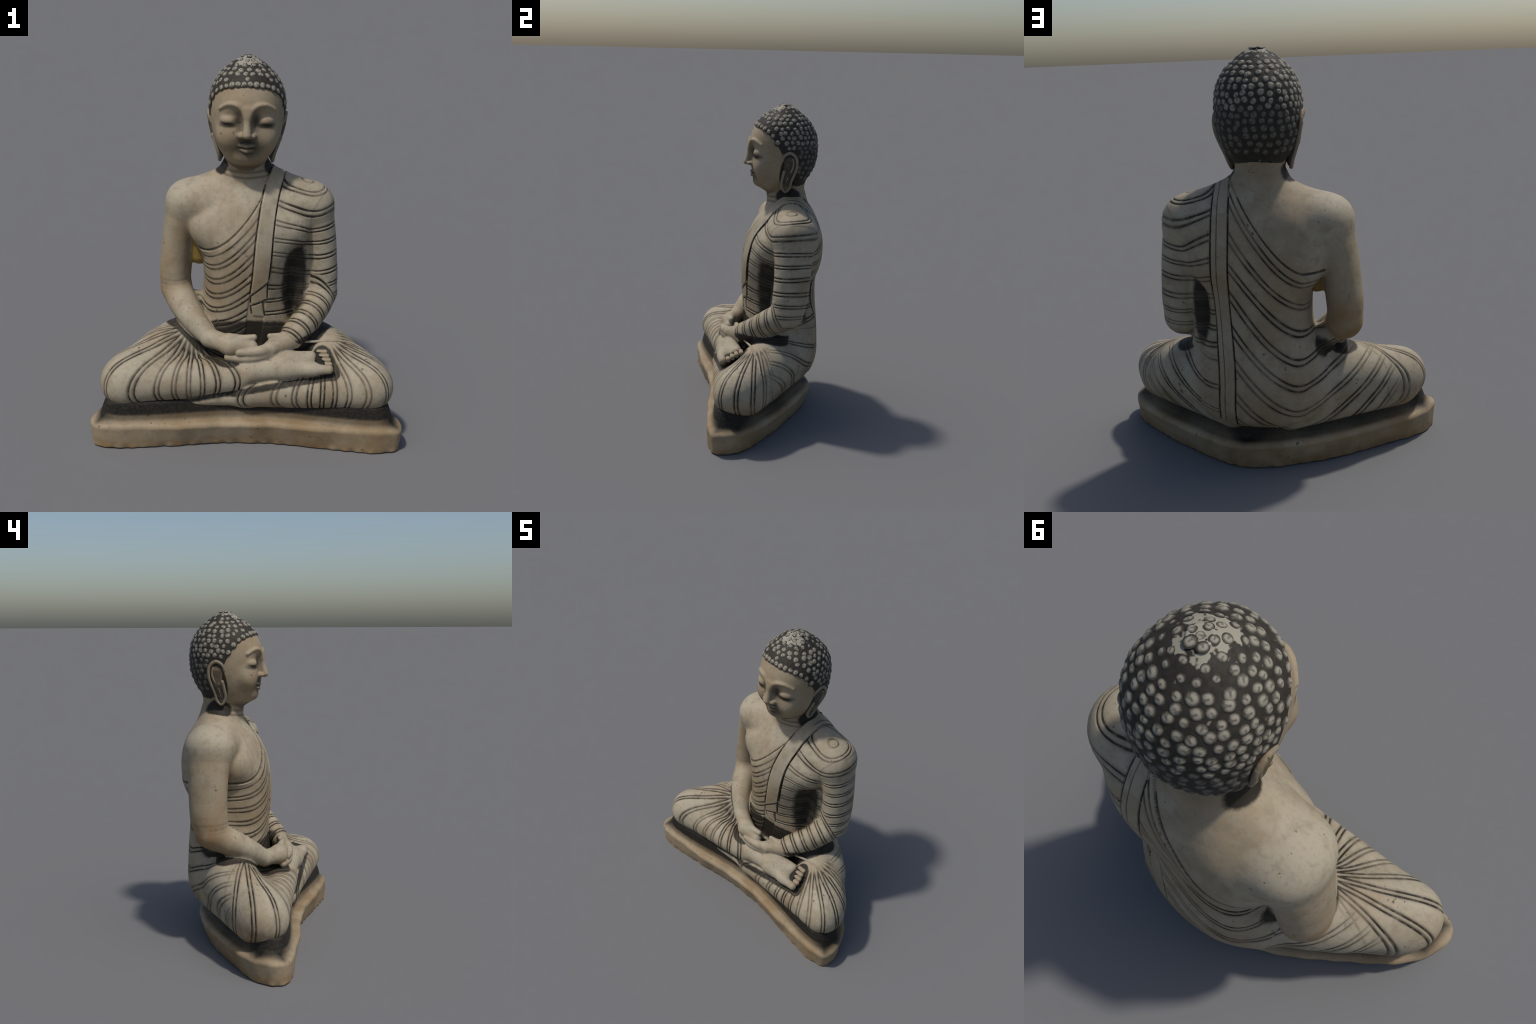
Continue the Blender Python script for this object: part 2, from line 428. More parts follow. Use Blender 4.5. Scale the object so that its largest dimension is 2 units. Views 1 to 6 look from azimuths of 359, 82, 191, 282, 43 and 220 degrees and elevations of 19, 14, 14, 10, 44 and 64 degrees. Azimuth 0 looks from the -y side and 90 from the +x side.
def socket(e, tree, xyz, memo):
    """output socket of the formula in a node tree"""
    if e.op in "xyz": return xyz["xyz".index(e.op)]
    if id(e) in memo: return memo[id(e)]
    if e.op == "RAMP":
        n = tree.nodes.new("ShaderNodeMapRange"); n.interpolation_type = "SMOOTHSTEP"
        ends, src = [n.inputs["From Min"], n.inputs["From Max"]], n.inputs["Value"]
        lo, hi, v = e.a
        flip = lo > hi
        if flip: lo, hi = hi, lo
        ends[0].default_value, ends[1].default_value = lo, hi
        n.inputs["To Min"].default_value, n.inputs["To Max"].default_value = (1, 0) if flip else (0, 1)
        tree.links.new(socket(v, tree, xyz, memo), src)
    else:
        n = tree.nodes.new("ShaderNodeMath"); n.operation = e.op
        for i, a in enumerate(e.a):
            if isinstance(a, X): tree.links.new(socket(a, tree, xyz, memo), n.inputs[i])
            else: n.inputs[i].default_value = a
    memo[id(e)] = n.outputs[0]
    return n.outputs[0]

def band(e, c, half, soft):
    return ramp(half + soft, half - soft, xabs(e - c))

def double_lines(phi, spacing, gap=0.020, width=0.0031, soft=0.0024):
    """pairs of fine grooves: phi counts the pairs, spacing is the metres per pair;
    returns the crisp lines and the soft grime around them"""
    t = xabs(xabs(xfract(phi) - 0.5) * spacing - gap / 2)
    return ramp(width + soft, width - soft * 0.6, t), ramp(0.016, 0.003, t)

def both(f, *pairs):
    """apply a formula to the lines and to the grime alike"""
    return f(*[p[0] for p in pairs]), f(*[p[1] for p in pairs])

VARY = ramp(-1.2, 0.6, xsin(PX * 13.0 + PZ * 9.0) + xsin(PY * 17.0 - PZ * 7.0 + 1.0)) * 0.40 + 0.60     # some lines are worn
WOB = xsin(PX * 9.0 + PY * 5.0) * 0.006 + xsin(PZ * 17.0 - PX * 11.0 + PY * 7.0) * 0.004

FANZONE = ramp(0.05, -0.05, PY)     # hip folds behind, the thigh's fan in front
# chest and back cloth: folds hang from the sash and level out at the right flank
def swag(front):
    A, p = (2.0, 1.63) if front else (2.0, 1.45)
    out = xmax(-0.18 - PX, 0.0)
    low = ramp(0.75, 0.58, PZ)
    rise, hip = A * xmax(PX + 0.25, 0.0) ** p, 1.6 * out ** 1.75 * low
    slope = A * p * xmax(PX + 0.25, 0.0) ** (p - 1) + 2.8 * out ** 0.75 * low
    return PZ - rise - hip, 1.0 / xsqrt(1.0 + slope * slope)
SW_F, G_F = swag(True)
SW_B, G_B = swag(False)
ISBACK = ramp(0.13, 0.17, PY + ramp(0.66, 0.60, PZ) * ramp(-0.12, -0.22, PX) * 0.6)
SWAG = lerp(SW_F, SW_B, ISBACK)
SWAG_G = lerp(G_F, G_B, ISBACK)
FALL = xmax(PX + 0.25, 0.0)
robe_spacing = lerp(0.074 + FALL * 0.09, 0.128 + FALL * 0.08, ISBACK)
ROBE_EDGE = 0.992
# cloth over the left shoulder: rings that spread from the shoulder's top
_dx = (PX - 0.30) * lerp(0.55, 1.0, ramp(0.18, 0.42, PX))
RING = xsqrt(_dx * _dx + (PY - 0.155) * (PY - 0.155) * 0.75 + (PZ - 1.335) * (PZ - 1.335) * 1.15)
ring_lines = double_lines((RING + WOB + xsin(PZ * 21.0) * 0.006) / 0.082 + 0.25, 0.082)
ring_lines = both(lambda v: v * ramp(0.022, 0.035, RING), ring_lines)
# left hip: folds leave the back band level and rise towards the thigh's crease
_lo = xmax(PX - 0.20, 0.0)
_ls = 2.8 * _lo ** 0.75
hip_l_lines = double_lines((PZ - 1.6 * _lo ** 1.75 + WOB) / 0.135 + 0.2, 0.135 / xsqrt(1.0 + _ls * _ls))
hip_l_zone = ramp(0.62, 0.54, PZ) * ramp(-0.05, 0.05, PY)

# sash
SASH_X = 0.052 + (PZ - 0.83) * 0.085 + xmax(PZ - 1.2, 0.0) ** 2.0 * 0.9 + WOB * 0.5
flap_end = PZ - 0.823 - (PX - 0.055) * 0.8           # slanting end of the outer flap
pleat_end = PZ - 0.742 - (PX - 0.050) * 0.35
tail_end = PZ - 0.660 + (PX - 0.040) * 0.15
FLAP = band(PX, SASH_X, 0.041, 0.004) * ramp(-0.004, 0.004, flap_end)
PLEAT = band(PX, 0.052, 0.040, 0.004) * ramp(-0.004, 0.004, pleat_end) * ramp(0.90, 0.86, PZ)
TAIL = band(PX, 0.040 + (0.74 - PZ) * 0.15, 0.030, 0.004) * ramp(-0.004, 0.004, tail_end) * ramp(0.90, 0.86, PZ)
SASH_F = xmax(FLAP, xmax(PLEAT * 0.66, TAIL * 0.40))
BACKBAND_X = 0.134 + xsin(PZ * 9.0) * 0.008
SASH_B = band(PX, BACKBAND_X, 0.038, 0.004)
SASH = lerp(SASH_F, SASH_B, ISBACK)
SASH_MID = lerp(SASH_X, BACKBAND_X, ISBACK)
sash_edges = lerp(ramp(0.006, 0.002, xabs(xabs(PX - SASH_X) - 0.044)) * ramp(0.0, 0.01, flap_end),
                  xmax(ramp(0.006, 0.002, xabs(xabs(PX - BACKBAND_X) - 0.041)), ramp(0.004, 0.001, xabs(PX - BACKBAND_X - 0.012)) * 0.7), ISBACK)
tail_edges = xmax(ramp(0.007, 0.002, xabs(flap_end + 0.008)) * band(PX, 0.055, 0.045, 0.004), ramp(0.007, 0.002, xabs(pleat_end + 0.008)) * band(PX, 0.050, 0.038, 0.004))
tail_edges = xmax(tail_edges, ramp(0.007, 0.002, xabs(xabs(PX - 0.040 - (0.74 - PZ) * 0.15) - 0.034)) * ramp(0.0, 0.01, tail_end) * ramp(0.0, -0.01, pleat_end))
tail_edges = xmax(tail_edges, ramp(0.006, 0.002, xabs(xabs(PX - 0.052) - 0.044)) * ramp(0.0, 0.01, pleat_end) * ramp(0.0, -0.01, flap_end)) * (1.0 - ISBACK)
right_of_sash = ramp(-0.041, -0.047, PX - SASH_MID)
left_of_sash = ramp(0.041, 0.047, PX - SASH_MID)
swag_lines = double_lines((SWAG + WOB - ROBE_EDGE) / robe_spacing - 0.10, robe_spacing * SWAG_G, 0.022)
cloth_right = right_of_sash * ramp(ROBE_EDGE + 0.002, ROBE_EDGE - 0.002, SWAG)
edge_line = ramp(0.009, 0.003, xabs(SWAG - ROBE_EDGE - 0.006)) * right_of_sash
cloth_r = cloth_right * ramp(ROBE_EDGE - 0.02, ROBE_EDGE - 0.04, SWAG)
robe_grooves = both(lambda sw, rg, hl, ed: xmax(xmax(sw * cloth_r, xmax(rg * ramp(0.55, 0.66, PZ), hl * hip_l_zone) * left_of_sash) * VARY, ed),
                    swag_lines, ring_lines, hip_l_lines, (xmax(xmax(sash_edges, tail_edges), edge_line * 0.8), xmax(sash_edges, edge_line)))
robe_raise = cloth_right * 0.006 + left_of_sash * 0.006 + SASH * lerp(0.012, 0.006, ISBACK)

# sleeve: rings down the arm, then rings along the forearm
_ax = np.array(FORE_L[-1][:3]) - np.array(FORE_L[0][:3]); _ax = _ax / np.linalg.norm(_ax)
ALONG = (PX - FORE_L[0][0]) * float(_ax[0]) + (PY - FORE_L[0][1]) * float(_ax[1]) + (PZ - FORE_L[0][2]) * float(_ax[2])
fore_lines = double_lines((ALONG + WOB) / 0.066 + 0.1, 0.066, 0.019)
isfore = ramp(0.0, 0.02, ALONG)
sleeve_grooves = both(lambda a, b: lerp(a, b, isfore) * VARY, ring_lines, fore_lines)

# legs: folds fan out from the hip crease and slant inward behind
def fan(cx, cy, side, count, turn):
    dx = PX - cx
    dy = PY - cy
    r = xsqrt(dx * dx + dy * dy)
    th = xatan2(dy * side, dx * side)          # 0 along the outward direction
    lines = double_lines(th * (count / (2 * math.pi)) + turn + WOB * 3.0, r * (2 * math.pi / count), width=0.0036)
    return both(lambda v: v * ramp(0.05, 0.11, r), lines)
fan_r = fan(-0.30, -0.03, -1.0, 25, 0.3)
fan_l = fan(0.42, -0.07, 1.0, 25, 0.1)
bare_shin = ramp(0.02, 0.0, PX)
leg_r_grooves = both(lambda f, sw: xmax(f * bare_shin * FANZONE, sw * cloth_right * (1.0 - FANZONE)) * VARY, fan_r, swag_lines)
leg_l_grooves = both(lambda f, hl: xmax(f * FANZONE, hl * (1.0 - FANZONE)) * VARY, fan_l, hip_l_lines)

# ------------------------------------------------------------------ materials
PALE, WARM, DARK = (0.372, 0.322, 0.234), (0.235, 0.155, 0.074), (0.011, 0.0095, 0.0075)  # PALE lowered about a tenth toward the shading baked into the original

class Shade:
    """small helper around a material's node tree"""
    def __init__(self, name):
        self.m = bpy.data.materials.new(name); self.m.use_nodes = True
        self.t = self.m.node_tree; self.bsdf = self.t.nodes["Principled BSDF"]
        self.co = self.t.nodes.new("ShaderNodeTexCoord").outputs["Object"]
        sep = self.t.nodes.new("ShaderNodeSeparateXYZ"); self.t.links.new(self.co, sep.inputs[0])
        self.xyz, self.memo = list(sep.outputs), {}
    def f(self, e): return socket(e, self.t, self.xyz, self.memo)
    def noise(self, scale, detail=4.0, rough=0.55, stretch=None):
        n = self.t.nodes.new("ShaderNodeTexNoise")
        n.inputs["Scale"].default_value, n.inputs["Detail"].default_value, n.inputs["Roughness"].default_value = scale, detail, rough
        src = self.co
        if stretch:
            mp = self.t.nodes.new("ShaderNodeMapping"); mp.inputs["Scale"].default_value = stretch
            self.t.links.new(src, mp.inputs[0]); src = mp.outputs[0]
        self.t.links.new(src, n.inputs["Vector"])
        return n.outputs["Fac"]
    def spots(self, scale, size):
        n = self.t.nodes.new("ShaderNodeTexVoronoi"); n.inputs["Scale"].default_value = scale
        self.t.links.new(self.co, n.inputs["Vector"])
        return self.range(n.outputs["Distance"], size, size * 0.4)
    def range(self, s, lo, hi, a=0.0, b=1.0):
        n = self.t.nodes.new("ShaderNodeMapRange"); n.interpolation_type = "SMOOTHSTEP"
        if lo > hi: lo, hi, a, b = hi, lo, b, a
        for k, v in (("From Min", lo), ("From Max", hi), ("To Min", a), ("To Max", b)): n.inputs[k].default_value = v
        self.t.links.new(s, n.inputs["Value"])
        return n.outputs[0]
    def math(self, op, a, b=0.0):
        n = self.t.nodes.new("ShaderNodeMath"); n.operation = op
        for i, v in enumerate((a, b)):
            if isinstance(v, (int, float)): n.inputs[i].default_value = v
            else: self.t.links.new(v, n.inputs[i])
        return n.outputs[0]
    def mix(self, fac, a, b):
        n = self.t.nodes.new("ShaderNodeMix"); n.data_type = "RGBA"
        for k, v in ((0, fac), (6, a), (7, b)):
            if isinstance(v, tuple): n.inputs[k].default_value = (*v, 1)
            elif isinstance(v, (int, float)): n.inputs[k].default_value = v
            else: self.t.links.new(v, n.inputs[k])
        return n.outputs[2]
    def finish(self, color, bump=None, strength=0.25, rough=0.62):
        self.t.links.new(color, self.bsdf.inputs["Base Color"])
        self.bsdf.inputs["Roughness"].default_value = rough
        self.bsdf.inputs["Specular IOR Level"].default_value = 0.2
        if bump is not None:
            b = self.t.nodes.new("ShaderNodeBump"); b.inputs["Strength"].default_value = strength; b.inputs["Distance"].default_value = 0.004
            self.t.links.new(bump, b.inputs["Height"]); self.t.links.new(b.outputs[0], self.bsdf.inputs["Normal"])
        return self.m

TAN = (0.305, 0.235, 0.148)

def stone(name, grooves=None, stains=None, soft=None, orange_tint=None, warm=0.5, pits=0.8, dark=DARK, pale=PALE):
    """cast stone: pale, mottled with tan patina, pitted, dark wash left in the carved lines"""
    s = Shade(name)
    if pale is PALE:
        pale = s.mix(s.math("MULTIPLY", s.f(tan_zone), s.range(s.noise(6.0, 4), 0.30, 0.62, 0.55, 1.0)), PALE, TAN)
    big, fine, grain = s.noise(4.0, 6, 0.6), s.noise(60.0, 4), s.noise(230.0, 2)
    c = s.mix(s.math("MULTIPLY", s.range(big, 0.42, 0.66), warm), pale, WARM)
    c = s.mix(s.math("MULTIPLY", s.range(s.noise(17.0, 5, 0.65), 0.48, 0.70), 0.40), c, (0.18, 0.145, 0.098))
    c = s.mix(s.math("MULTIPLY", s.range(fine, 0.50, 0.72), 0.35), c, (0.22, 0.185, 0.13))
    c = s.mix(s.math("MULTIPLY", s.range(grain, 0.55, 0.75), 0.25), c, (0.20, 0.17, 0.12))
    patch = s.range(s.noise(9.0, 2), 0.52, 0.62)
    hole = s.range(s.noise(42.0, 3, 0.5, (1.0, 1.3, 0.8)), 0.655, 0.70)
    c = s.mix(s.math("MULTIPLY", s.math("MULTIPLY", hole, patch), pits), c, (0.06, 0.045, 0.032))
    if orange_tint is not None:
        e = s.math("MULTIPLY", s.f(orange_tint), s.range(s.noise(14.0, 4, 0.6), 0.35, 0.65, 0.15, 0.75))
        c = s.mix(e, c, (0.26, 0.135, 0.045))
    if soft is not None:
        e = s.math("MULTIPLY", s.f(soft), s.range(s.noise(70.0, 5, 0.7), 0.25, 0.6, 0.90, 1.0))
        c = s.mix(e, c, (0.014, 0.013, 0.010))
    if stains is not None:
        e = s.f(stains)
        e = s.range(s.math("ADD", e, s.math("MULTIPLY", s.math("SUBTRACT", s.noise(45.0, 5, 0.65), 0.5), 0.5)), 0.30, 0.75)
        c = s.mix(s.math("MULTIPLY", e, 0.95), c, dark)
    if grooves is not None:
        wear = s.range(s.noise(28.0, 3), 0.30, 0.55, 0.55, 1.0)
        grime = s.range(s.noise(13.0, 4), 0.35, 0.65, 0.20, 0.62)
        c = s.mix(s.math("MULTIPLY", s.f(grooves[1]), grime), c, (0.13, 0.105, 0.07))
        c = s.mix(s.math("MULTIPLY", s.math("MULTIPLY", s.f(grooves[0]), wear), 0.95), c, dark)
    h = s.math("ADD", s.math("MULTIPLY", fine, 0.6), s.math("MULTIPLY", grain, 0.4))
    return s.finish(c, h)

def blob(c, r, soft=0.35):
    """1 inside an ellipsoid, fading outside"""
    q = [(v - a) / b for v, a, b in zip((PX, PY, PZ), c, r)]
    return ramp(1.0 + soft, 1.0 - soft, xsqrt(q[0] * q[0] + q[1] * q[1] + q[2] * q[2]))

AX = xabs(PX - MIDX)
def face_blob(c, r, soft=0.35):
    q = [(v - a) / b for v, a, b in zip((AX, PY, PZ), c, r)]
    return ramp(1.0 + soft, 1.0 - soft, xsqrt(q[0] * q[0] + q[1] * q[1] + q[2] * q[2]))

eye_line = face_blob((0.088, -0.045, 1.674), (0.058, 0.05, 0.014), 0.6)
eye_corner = face_blob((0.044, -0.06, 1.696), (0.022, 0.04, 0.040), 0.9) * 0.88
mouth_dark = face_blob((0.0, -0.06, 1.563), (0.072, 0.06, 0.055), 0.75) * 0.97
lips = xmax(face_blob((0.0, -0.07, 1.572), (0.042, 0.05, 0.010), 0.5), face_blob((0.0, -0.07, 1.545), (0.036, 0.05, 0.011), 0.5))
mouth_dark = xmax(mouth_dark * (1.0 - lips * 0.65), face_blob((0.0, -0.06, 1.558), (0.042, 0.05, 0.005), 0.6) * 0.9)
face_soft = xmax(face_blob((0.0, 0.05, 1.435), (0.11, 0.09, 0.030), 0.6) * 0.55, xmax(xmax(eye_line * 0.95, eye_corner), mouth_dark))
ear_dark = face_blob((0.165, 0.155, 1.56), (0.06, 0.062, 0.17), 0.25)
face_dark_areas = ear_dark

def seg(a, b, r0, r1):
    """1 within r0 of the segment a-b, fading to 0 at r1"""
    d = [q - p for p, q in zip(a, b)]; dd = sum(v * v for v in d)
    w = (PX - a[0], PY - a[1], PZ - a[2])
    t = xmin(xmax((w[0] * d[0] + w[1] * d[1] + w[2] * d[2]) / dd, 0.0), 1.0)
    w = [u - t * v for u, v in zip(w, d)]
    return ramp(r1, r0, xsqrt(w[0] * w[0] + w[1] * w[1] + w[2] * w[2]))

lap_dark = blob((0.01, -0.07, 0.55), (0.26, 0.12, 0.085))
torso_painted_dark = xmax(blob((0.235, 0.06, 0.82), (0.080, 0.15, 0.28), 0.6), xmax(lap_dark, blob((-0.27, 0.12, 0.60), (0.10, 0.13, 0.08))))  # darkness of the hollows beside the arms, painted on the surface
torso_painted_dark = xmax(torso_painted_dark, blob((0.265, 0.22, 0.80), (0.045, 0.12, 0.20), 0.7))
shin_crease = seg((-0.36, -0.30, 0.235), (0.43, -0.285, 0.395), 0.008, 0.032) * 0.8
painted_hand_shadow = seg((-0.14, -0.20, 0.435), (0.22, -0.14, 0.475), 0.026, 0.055)  # shadow line below the hands, coloured into leg and foot
painted_fore_shade_r = seg((-0.38, 0.06, 0.62), (-0.10, -0.17, 0.47), 0.085, 0.125)  # soft occlusion under the forearm, blackened into robe and thigh
painted_fore_shade_l = seg((0.40, 0.08, 0.62), (0.26, -0.10, 0.52), 0.080, 0.125)
torso_painted_dark = xmax(torso_painted_dark, xmax(painted_fore_shade_l, painted_fore_shade_r) * ramp(0.60, 0.55, PZ))
arm_painted_dark = xmax(blob((-0.27, 0.12, 0.60), (0.09, 0.12, 0.06)), blob((-0.29, 0.14, 1.03), (0.035, 0.08, 0.10)) * 0.9)
leg_r_painted_dark = xmax(painted_fore_shade_r, xmax(xmax(lap_dark, painted_hand_shadow), shin_crease))
leg_l_painted_dark = xmax(painted_fore_shade_l, lap_dark)
leg_l_painted_dark = xmax(leg_l_painted_dark, seg((0.40, -0.15, 0.47), (0.445, -0.27, 0.415), 0.030, 0.062))
leg_l_painted_dark = xmax(leg_l_painted_dark, seg((-0.36, -0.30, 0.235), (0.43, -0.285, 0.395), 0.010, 0.036) * 0.75)
neck_lines = xmax(ramp(0.012, 0.002, xabs(PZ - 1.405 - PY * 0.12)), ramp(0.010, 0.002, xabs(PZ - 1.372 - PY * 0.2))) * ramp(0.20, 0.08, PY) * 0.45
neck_dark = face_blob((0.115, 0.16, 1.42), (0.055, 0.08, 0.06), 0.4)

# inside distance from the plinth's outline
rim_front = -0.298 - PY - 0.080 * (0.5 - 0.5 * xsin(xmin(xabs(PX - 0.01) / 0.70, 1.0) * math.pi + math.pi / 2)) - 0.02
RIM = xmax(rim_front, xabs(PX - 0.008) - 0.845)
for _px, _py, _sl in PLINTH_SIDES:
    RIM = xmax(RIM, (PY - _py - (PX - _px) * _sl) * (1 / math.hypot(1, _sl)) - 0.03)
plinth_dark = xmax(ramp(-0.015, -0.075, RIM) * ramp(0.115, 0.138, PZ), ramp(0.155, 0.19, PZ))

tan_zone = xmax(xmax(seg((-0.43, 0.17, 1.05), (-0.43, 0.16, 0.66), 0.09, 0.21), ramp(1.32, 1.46, PZ)), blob((-0.06, -0.02, 0.84), (0.26, 0.20, 0.24), 0.5) * 0.9)
tan_zone = xmax(tan_zone, blob((-0.02, 0.36, 0.62), (0.40, 0.16, 0.45), 0.5) * 0.7)
M_SKIN = stone("pale_stone")
M_FOOT = stone("pale_foot_stone", stains=xmax(painted_hand_shadow, shin_crease))
M_FACE = stone("pale_stone_face", stains=face_dark_areas, soft=face_soft)
M_NECK = stone("pale_stone_neck", stains=neck_dark, soft=neck_lines)
M_EAR = stone("washed_ear_stone", warm=0.6, pale=(0.24, 0.205, 0.15))
M_EAR_IN = stone("dark_ear_stone", warm=0.7, pale=(0.07, 0.055, 0.04))
M_TORSO = stone("pale_chest_stone", grooves=robe_grooves, stains=torso_painted_dark)
M_ROBE = stone("carved_robe_stone", grooves=robe_grooves, stains=torso_painted_dark)
M_SLEEVE = stone("carved_sleeve_stone", grooves=sleeve_grooves, stains=torso_painted_dark)
M_ARM = stone("pale_arm_stone", stains=arm_painted_dark, orange_tint=blob((-0.44, 0.20, 0.74), (0.10, 0.12, 0.11), 0.6))
M_LEG_R = stone("carved_leg_stone", grooves=leg_r_grooves, stains=leg_r_painted_dark, orange_tint=blob((-0.74, -0.18, 0.22), (0.16, 0.16, 0.08), 0.6))
M_LEG_L = stone("carved_left_leg_stone", grooves=leg_l_grooves, stains=leg_l_painted_dark, orange_tint=blob((0.74, -0.18, 0.22), (0.16, 0.16, 0.08), 0.6) * 0.8)
M_BASE = stone("plinth_stone", soft=plinth_dark, orange_tint=ramp(0.075, 0.0, PZ), warm=0.8, pale=(0.335, 0.26, 0.165))
s_ = Shade("dark_wash"); M_DARK = s_.finish(s_.mix(s_.noise(40.0), (0.010, 0.009, 0.008), (0.03, 0.026, 0.021)), s_.noise(60.0))
s_ = Shade("ochre_plaster"); M_OCHRE = s_.finish(s_.mix(s_.noise(30.0), (0.20, 0.13, 0.03), (0.30, 0.20, 0.06)), s_.noise(60.0))
s_ = Shade("dark_hair")
crown = s_.range(s_.math("ADD", s_.f(blob((-0.03, 0.10, 1.985), (0.080, 0.085, 0.05), 0.7)), s_.math("MULTIPLY", s_.math("SUBTRACT", s_.noise(34.0, 2), 0.5), 2.6)), 0.45, 0.70)
M_HAIR = s_.finish(s_.mix(crown, s_.mix(s_.noise(50.0), (0.010, 0.009, 0.007), (0.058, 0.050, 0.038)), (0.30, 0.275, 0.215)), s_.noise(80.0))
def curl_material(name, pale):
    s = Shade(name)
    rad = s.f(xsqrt(PX * PX + PY * PY))
    edge = s.range(s.math("ADD", rad, s.math("MULTIPLY", s.math("SUBTRACT", s.noise(1.6, 3), 0.5), 0.5)), 0.98, 0.45)
    dimple = s.range(s.f(xsqrt((PX - 0.1) * (PX - 0.1) + (PY + 0.05) * (PY + 0.05))), 0.05, 0.24, 0.45, 1.0)
    return s.finish(s.mix(s.math("MULTIPLY", edge, dimple), (0.038, 0.033, 0.026), pale), s.noise(3.0))
M_CURL = curl_material("worn_curl", (0.275, 0.25, 0.195))
M_CURL_DARK = curl_material("darker_curl", (0.13, 0.12, 0.10))

# ------------------------------------------------------------------ build
root = bpy.data.objects.new("seated_stone_statue", None)
bpy.context.scene.collection.objects.link(root)
root["label"] = "weathered pale stone seated meditating figure with robe and plinth"
root["category"] = "statue"

V, Q = mesh_field(field_body, (-0.90, -0.46, 0.10), (0.90, 0.50, 2.06), GRID)
C = V[Q].mean(1).astype(F)
comp = components(C)
lab = np.argmin(np.stack([comp[k] for k in PARTS]), 0)
name_of = lambda k: lab == PARTS.index(k)

# robe, sash and bare skin share the torso
sash = value(SASH, C) > 0.5
cloth = (value(cloth_right, C) > 0.5) | (value(left_of_sash, C) > 0.5)
is_torso = name_of("torso") | name_of("neck")
low = (C[:, 2] < 1.385) | ((C[:, 0] > 0.075) & (C[:, 2] < 1.42))
hair = name_of("head") & (hair_height(C) > 0)
regions = {
    "hair": (hair, M_HAIR), "head": (name_of("head") & ~hair, M_FACE),
    "sash": (is_torso & sash & low, M_ROBE),
    "robe": ((is_torso & low & cloth & ~sash) | name_of("web_l"), M_ROBE),
    "neck": (is_torso & (C[:, 2] > 1.345) & ~(low & (sash | cloth)), M_NECK),
    "torso": (is_torso & (C[:, 2] <= 1.345) & ~(sash | cloth), M_TORSO),
    "arm": (name_of("arm_r"), M_ARM), "arm.001": (name_of("arm_l"), M_SLEEVE),
    "leg": (name_of("leg_r"), M_LEG_R), "leg.001": (name_of("leg_l"), M_LEG_L),
    "hand": (name_of("hand_r"), M_SKIN), "hand.001": (name_of("hand_l"), M_SKIN),
    "foot": (name_of("foot"), M_FOOT), "plaster_fill": (name_of("web_r"), M_OCHRE),
}
# relief per vertex: each face region lends its carving to its vertices
def carve(mask_faces, expr):
    w = np.zeros(len(V)); n = np.zeros(len(V))
    for j in range(4):
        w += np.bincount(Q[:, j], mask_faces, len(V)); n += np.bincount(Q[:, j], minlength=len(V))
    return (w / np.maximum(n, 1)) * value(expr, V)
N0 = vertex_normals(V, Q)
DEPTH = 0.0038
tor = is_torso & low
relief = carve(tor, robe_raise - robe_grooves[0] * DEPTH) + carve(name_of("arm_l"), 0.004 - sleeve_grooves[0] * DEPTH)
relief += carve(name_of("leg_r"), leg_r_grooves[0] * -DEPTH) + carve(name_of("leg_l"), leg_l_grooves[0] * -DEPTH)
V = (V + N0 * relief[:, None]).astype(F)
N = vertex_normals(V, Q)
for nm, (mask, mat) in regions.items():
    if mask.any(): make_object(nm, V, Q[mask], mat, root, N)

def solid(name, field, lo, hi, h, mat, parent=root, flip=None):
    v, q = mesh_field(field, lo, hi, h)
    if flip is not None:
        v = v.copy(); v[:, 0] = MIDX + flip * v[:, 0]
        if flip < 0: q = q[:, ::-1]
    return make_object(name, v, q, mat, parent, vertex_normals(v, q))

solid("plinth", field_base, (-0.92, -0.46, -0.03), (0.92, 0.42, 0.28), GRID, M_BASE)
for side in (1, -1):
    ear = solid("ear", field_ear_rim, (0.12, 0.08, 1.42), (0.25, 0.24, 1.74), 0.0035, M_EAR, flip=side)
    solid("ear_hollow", field_ear_hollow, (0.10, 0.08, 1.42), (0.25, 0.24, 1.74), 0.005, M_EAR_IN, ear, flip=side)

# toes stand clear of a dark cleft at the end of the sole
def toe_field(c):
    def f(p):
        q = np.abs(p - np.asarray(c, F)) - np.array((0.020, 0.0045, 0.006), F)
        return np.linalg.norm(np.maximum(q, 0), axis=1) + np.minimum(q.max(1), 0) - F(0.0095)
    return f
for i, (x, y, z) in enumerate([(0.412, -0.160, 0.484), (0.420, -0.190, 0.475), (0.428, -0.217, 0.464), (0.433, -0.243, 0.452)]):
    solid("toe", toe_field((x - 0.014, y, z - 0.005)), (x - 0.06, y - 0.04, z - 0.05), (x + 0.05, y + 0.04, z + 0.04), 0.003, M_SKIN)
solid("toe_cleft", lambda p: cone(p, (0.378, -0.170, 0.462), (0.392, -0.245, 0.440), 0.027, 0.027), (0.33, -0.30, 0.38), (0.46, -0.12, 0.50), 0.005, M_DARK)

# folded hem of the robe running from the sash over the cuff to the left thigh
def on_surface(points, lift=0.0):
    """move control points (x, y, z, r) onto the body"""
    P = np.array([p[:3] for p in points], F)
    for _ in range(6):
        d, g = grad(field_body, P)
        P = P - (d - F(lift))[:, None] * g
    return [(*map(float, a), b[3]) for a, b in zip(P, points)]
hem_thigh = on_surface([(0.30, -0.130, 0.53, .006), (0.38, -0.115, 0.53, .008), (0.48, -0.095, 0.52, .008), (0.58, -0.075, 0.50, .007), (0.68, -0.055, 0.46, .004)])
solid("robe_hem", lambda p: chain(p, hem_thigh, fine=4), (0.26, -0.20, 0.38), (0.74, 0.02, 0.60), 0.004, M_SKIN)

